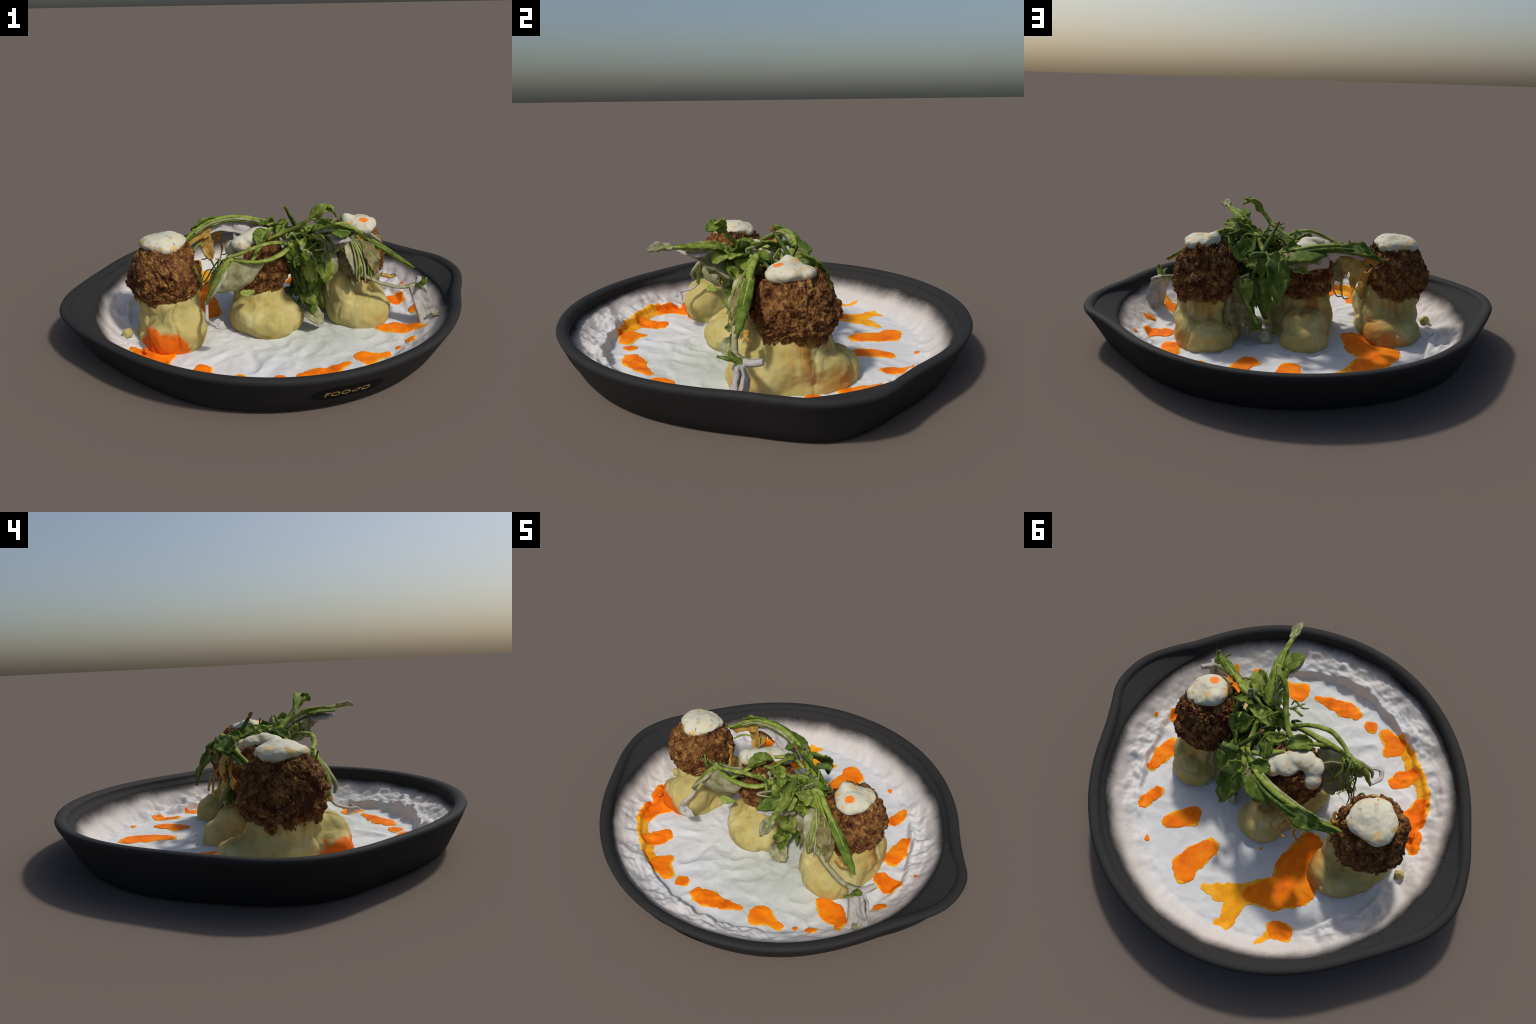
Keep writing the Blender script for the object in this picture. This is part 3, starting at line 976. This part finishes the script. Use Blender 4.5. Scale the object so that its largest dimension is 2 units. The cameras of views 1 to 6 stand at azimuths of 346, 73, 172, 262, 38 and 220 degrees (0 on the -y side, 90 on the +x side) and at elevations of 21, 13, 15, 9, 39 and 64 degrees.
# F: broad arch behind, from the left ball to the middle
ARCH = np.array([(-.470, .110, .395), (-.408, .118, .418), (-.340, .155, .458), (-.270, .178, .488), (-.190, .186, .502), (-.100, .184, .500), (.000, .160, .478), (.080, .115, .450), (.140, .070, .425)])
stem(ARCH, [.005, .007, .010, .012, .013, .013, .013, .012, .010], 'stem', .7)
stem(ARCH[1:] + (0, .022, -.010), [.004, .008, .009, .010, .011, .010, .009, .008], 'dark_stem', .7, seed=2)
stem(ARCH[2:-1] + (0, -.018, -.006), [.004, .007, .008, .009, .009, .008], 'pale', .7, seed=3)
leaf(ARCH[1:] + (0, .004, -.010), .062, (0, .15, 1), 'leaf', -.35, .12, .75, .006, 15, rib=False)
leaf([(-.350, .165, .462), (-.270, .198, .488), (-.170, .205, .490)], .085, (-.1, .6, .8), 'leaf', .25, .12, seed=16, thick=.006)
leaf([(.060, .180, .435), (.000, .205, .465), (-.060, .222, .470), (-.120, .225, .470)], .085, (.1, .45, .9), 'leaf', -.2, .08, seed=17, thick=.007)
sheet([(-.330, .165, .455), (-.220, .185, .490), (-.060, .175, .485)], [(-.285, .165, .425), (-.190, .165, .440), (-.060, .120, .400)], 'white', .01, 18, .008, ragged=.1)
sheet([(-.14, .180, .490), (-.06, .180, .485), (.03, .150, .465)], [(-.150, .125, .380), (-.070, .135, .370), (.02, .13, .36)], 'white', .02, 19, .008, ragged=.1)
sheet([(-.410, .118, .412), (-.330, .155, .452), (-.250, .175, .470)], [(-.370, .135, .385), (-.320, .150, .405), (-.270, .165, .41)], 'yellow', .0, 20, .006, ragged=.2)
sheet([(-.325, .160, .450), (-.295, .172, .455), (-.265, .175, .460)], [(-.285, .150, .305), (-.262, .155, .290), (-.235, .155, .310)], 'yellow', .015, 21, .007)
sheet([(-.31, .17, .44), (-.255, .185, .45), (-.19, .18, .45)], [(-.30, .19, .335), (-.25, .195, .31), (-.20, .185, .33)], 'yellow', .02, 22, .005, ragged=.5)
stem([(-.365, .10, .372), (-.325, .13, .398), (-.285, .155, .392)], [.006, .006, .004], 'stem')
for k, (a, b) in enumerate((((-.22, .20, .40), (-.20, .245, .27)), ((-.27, .19, .38), (-.275, .225, .285)), ((-.17, .20, .38), (-.165, .26, .285)))):
    a, b = np.array(a), np.array(b)
    stem([a, (a + b) / 2 + (.02, .012, 0), b, b + (-.025, .0, -.004)], [.006, .006, .005, .004], 'yellow', .6, seed=k)
sheet([(-.39, .05, .36), (-.36, .07, .34), (-.34, .03, .35)], [(-.36, .02, .20), (-.34, .04, .19), (-.33, .0, .2)], 'yellow', .01, 23, .01)
# G: stem dropping down the far side of the right-hand ball
stem([(.300, -.130, .515), (.305, -.070, .475), (.298, -.010, .400), (.282, .050, .335), (.262, .105, .275), (.235, .130, .215), (.195, .150, .130), (.150, .170, .045)], [.011, .012, .013, .014, .014, .013, .013, .012], 'stem', .75)
leaf([(.282, .030, .395), (.235, .000, .440), (.185, -.035, .490)], .098, (.15, .75, .5), 'leaf', .2, .07, seed=24, thick=.006)
leaf([(.245, .125, .325), (.238, .158, .285), (.225, .172, .230)], .075, (.1, 1, .2), 'leaf', .12, .06, .7, .006, 25)
leaf([(.170, .155, .130), (.195, .165, .110), (.225, .165, .100)], .05, (0, .8, .5), 'leaf', .2, .1, seed=26)
leaf([(.165, .18, .09), (.150, .195, .06), (.125, .205, .04)], .06, (0, .8, .5), 'pale', .2, .1, seed=27)
# H: upright stem with a brown bud
stem([(.220, .120, .300), (.190, .105, .390), (.140, .074, .480), (.110, .050, .530), (.092, .034, .560)], [.008, .009, .011, .010, .007], 'dark_stem', .8)
stem([(.094, .036, .556), (.086, .029, .572), (.080, .024, .582)], [.007, .010, .006], 'brown', .8, name='bud')
stem([(.205, .110, .350), (.195, .125, .280), (.175, .130, .200), (.14, .10, .12)], [.009, .012, .013, .012], 'dark_stem', .8)
# I: hanging leaf on the far side
leaf([(.085, .150, .455), (.100, .215, .400), (.108, .265, .330), (.106, .302, .255)], .115, (-.1, .8, .5), 'leaf', .2, .12, .6, .007, 28)
leaf([(.060, .180, .445), (.010, .200, .410), (-.040, .205, .375)], .060, (0, .8, .5), 'leaf_light', .2, .15, seed=29)
leaf([(.15, .12, .43), (.17, .165, .40), (.175, .185, .35)], .06, (.2, .8, .4), 'leaf', .2, .1, seed=30)
# hub: crumpled leaves between the middle and right-hand balls
HUB = [
    ([(.100, -.090, .450), (.170, -.075, .490), (.240, -.060, .500)], .07, (0, .2, 1), 'leaf_light'),
    ([(.210, -.100, .490), (.265, -.080, .505), (.325, -.055, .495)], .06, (0, -.3, 1), 'leaf'),
    ([(.150, -.140, .470), (.205, -.180, .480), (.255, -.200, .430)], .09, (.6, -.3, .7), 'leaf_light'),
    ([(.170, -.120, .500), (.215, -.155, .525), (.245, -.170, .540)], .07, (.4, -.6, .6), 'leaf'),
    ([(.220, -.150, .490), (.270, -.170, .460), (.300, -.180, .400)], .09, (.8, -.4, .5), 'leaf'),
    ([(.055, -.110, .450), (.090, -.145, .400), (.130, -.155, .340)], .10, (-.2, -.9, .3), 'leaf'),
    ([(.110, -.130, .440), (.165, -.170, .380), (.205, -.185, .310)], .10, (.2, -.9, .3), 'leaf'),
    ([(.170, -.150, .400), (.210, -.185, .330), (.225, -.175, .250)], .09, (.2, -.9, .2), 'leaf_light'),
    ([(.200, -.140, .420), (.245, -.165, .350), (.255, -.150, .260)], .08, (.3, -.9, .2), 'pale'),
    ([(.180, .000, .400), (.160, .050, .390), (.130, .090, .370)], .08, (.1, .6, .8), 'leaf'),
    ([(.240, .030, .400), (.205, .080, .400), (.170, .110, .370)], .08, (.2, .9, .3), 'leaf'),
    ([(.110, -.060, .300), (.140, -.080, .240), (.150, -.090, .180)], .07, (0, -1, .2), 'leaf'),
    ([(.125, -.080, .190), (.150, -.140, .150), (.170, -.190, .090)], .075, (.2, -.8, .6), 'leaf'),
    ([(.130, -.160, .120), (.165, -.190, .090), (.205, -.200, .060)], .09, (.1, -.6, .8), 'pale'),
    ([(.120, -.185, .175), (.150, -.180, .170), (.175, -.160, .165)], .04, (.2, -.5, .8), 'leaf_light'),
    ([(.030, .080, .470), (.060, .030, .500), (.070, -.010, .510)], .06, (-.4, .4, .8), 'leaf'),
    ([(-.02, .100, .470), (.020, .130, .480), (.060, .150, .470)], .07, (0, .4, .9), 'leaf'),
    ([(.020, -.060, .470), (.060, -.010, .500), (.090, .010, .520)], .05, (-.4, .2, .8), 'leaf_light'),
    ([(.150, -.030, .400), (.190, .010, .380), (.220, .050, .340)], .10, (-.2, .6, .7), 'leaf'),
    ([(.170, -.06, .36), (.200, -.10, .31), (.230, -.13, .25)], .12, (.2, -.8, .4), 'leaf'),
]
for k, (p, w, u, mt) in enumerate(HUB):
    leaf(p, w, u, mt, .35, .16, .8, .006, 40 + k)
stem([(.135, -.100, .350), (.130, -.105, .260), (.138, -.103, .200), (.120, -.080, .120)], [.012, .014, .013, .011], 'dark_stem', .9)
stem([(.085, -.030, .330), (.105, -.045, .250), (.120, -.050, .190), (.110, -.06, .15)], [.014, .014, .012, .010], 'dark_stem', .9)
stem([(.250, -.060, .480), (.200, -.090, .470), (.150, -.110, .450), (.060, -.120, .440)], [.013, .014, .014, .012], 'stem', .7)
stem([(.105, .075, .425), (.060, .070, .455), (.020, .040, .475), (-.02, .000, .478)], [.010, .011, .011, .008], 'stem', .7)
stem([(.140, .070, .425), (.160, .000, .455), (.175, -.060, .490), (.190, -.110, .500)], [.014, .013, .013, .012], 'stem', .7)
stem([(.170, .080, .400), (.120, .110, .420), (.090, .150, .440), (.08, .19, .43)], [.014, .016, .016, .012], 'stem', .7)
stem([(.155, .110, .44), (.195, .13, .445), (.225, .14, .44)], [.016, .016, .018], 'dark_stem', .8)
# curls over the left loop and wisps on the middle ball
for k, pts in enumerate(([(-.230, -.160, .430), (-.250, -.120, .400), (-.240, -.090, .360), (-.250, -.110, .320)],
                         [(-.225, -.165, .425), (-.215, -.110, .370), (-.235, -.080, .330), (-.210, -.060, .310)],
                         [(-.100, -.010, .470), (-.060, .020, .478), (-.010, .050, .470), (.010, .080, .46)],
                         [(-.390, -.100, .380), (-.372, -.110, .340), (-.360, -.090, .300), (-.350, -.060, .270)])):
    stem(pts, [.005, .0055, .005, .003], 'stem', .8, seed=k)
# frizzy web between the left loop, the left ball and the middle
sheet([(-.250, -.172, .425), (-.180, -.172, .412), (-.100, -.140, .400)], [(-.345, -.105, .265), (-.290, -.070, .250), (-.200, -.030, .260)], 'pale', .015, 31, .005, ragged=.3)
wild = np.random.default_rng(77)
for k in range(12):
    a = np.array([-.245, -.170, .425]) + wild.normal(size=3) * (.03, .02, .008)
    b = np.array([-.285, -.100, .270]) + wild.normal(size=3) * (.045, .045, .02)
    stem([a, (a * 2 + b) / 3 + wild.normal(size=3) * .014, (a + 2 * b) / 3 + wild.normal(size=3) * .016, b], [.0045, .004, .0035, .002], 'dark_stem' if k % 2 else 'stem', .9, seed=k, sides=6)
# crumpled young leaves high on the hub
leaf([(.205, -.100, .485), (.240, -.110, .515), (.272, -.120, .538)], .065, (-.1, -.8, .5), 'leaf', .25, .15, seed=81)
leaf([(.235, -.150, .495), (.290, -.190, .524), (.330, -.215, .515)], .085, (.1, .2, .9), 'leaf_light', .35, .2, seed=82)
leaf([(.250, -.120, .490), (.300, -.150, .500), (.340, -.165, .470)], .075, (.5, -.3, .8), 'leaf_light', -.3, .2, seed=83)
leaf([(.215, -.200, .520), (.250, -.240, .520), (.275, -.270, .490)], .075, (.7, .1, .6), 'leaf_light', .3, .2, seed=84)
# drooping skin under the arch
sheet([(-.110, .190, .490), (.000, .175, .472), (.085, .130, .445)], [(-.090, .215, .405), (.000, .250, .400), (.075, .200, .385)], 'olive', .01, 32, .006, ragged=.25)
# loose strands through the tangle
for k in range(26):
    a = np.array([.18, -.115, .440]) + wild.normal(size=3) * (.075, .060, .030)
    a = np.clip(a, (.03, -.20, .38), (.32, -.02, .50))
    b = np.clip(a + wild.normal(size=3) * (.075, .060, .045), (.02, -.215, .36), (.34, .01, .52))
    m1 = (a * 2 + b) / 3 + wild.normal(size=3) * .022 + (0, 0, .02)
    m2 = (a + 2 * b) / 3 + wild.normal(size=3) * .022 + (0, 0, .01)
    r = wild.uniform(.004, .0085)
    stem([a, m1, m2, b], [r * .8, r, r, r * .5], ('stem', 'pale', 'dark_stem', 'stem')[k % 4], .7, seed=k, sides=8)
for k in range(16):
    a = np.array([.19, -.125, .415]) + wild.normal(size=3) * (.060, .050, .045)
    dirn = unit(wild.normal(size=3) * (1, 1, .7))
    L = wild.uniform(.05, .10)
    leaf([a, a + dirn * L * .5 + (0, 0, .012), a + dirn * L], wild.uniform(.03, .06), unit(wild.normal(size=3) * (.6, .6, .4) + (0, 0, .6)), ('leaf', 'leaf_light', 'leaf', 'pale')[k % 4], wild.uniform(-.4, .6), .2, .8, .005, 90 + k)

# limp skin hanging between the middle and the right-hand stack
leaf([(.235, -.120, .430), (.262, -.120, .330), (.275, -.115, .220), (.280, -.115, .080)], .095, (.15, -1, .1), 'olive', .2, .12, .75, .008, 52)
leaf([(.210, -.130, .420), (.235, -.135, .340), (.245, -.130, .250)], .080, (.0, -1, .2), 'pale', .3, .15, .8, .007, 53)
sheet([(.315, -.140, .470), (.390, -.180, .450), (.465, -.195, .425)], [(.330, -.225, .230), (.400, -.240, .215), (.470, -.235, .245)], 'olive', .012, 36, .008, wave=.014, ragged=.3)
leaf([(.320, -.150, .450), (.350, -.205, .370), (.365, -.228, .270)], .080, (.1, -1, .3), 'pale', .25, .15, .8, .006, 54)
leaf([(.400, -.180, .440), (.430, -.220, .370), (.445, -.235, .300)], .070, (.1, -1, .3), 'olive', .25, .15, .8, .006, 55)
# limp web round the dropping stem behind the right-hand stack
sheet([(.345, .090, .300), (.285, .090, .320), (.225, .105, .350)], [(.345, .205, .050), (.265, .195, .055), (.185, .175, .045)], 'olive', .012, 37, .007, wave=.018, ragged=.3)
sheet([(.200, .110, .330), (.165, .115, .330), (.120, .120, .330)], [(.215, .165, .110), (.170, .170, .150), (.120, .170, .160)], 'leaf', .01, 38, .006, wave=.015, ragged=.5)
sheet([(.140, -.110, .400), (.180, -.115, .390), (.225, -.110, .380)], [(.165, -.110, .130), (.195, -.115, .060), (.235, -.110, .050)], 'leaf', .015, 34, .007, wave=.02, ragged=.45)
sheet([(.090, -.140, .400), (.130, -.165, .380), (.170, -.175, .380)], [(.130, -.150, .250), (.155, -.170, .240), (.185, -.180, .260)], 'leaf_light', .015, 35, .006, wave=.02, ragged=.45)
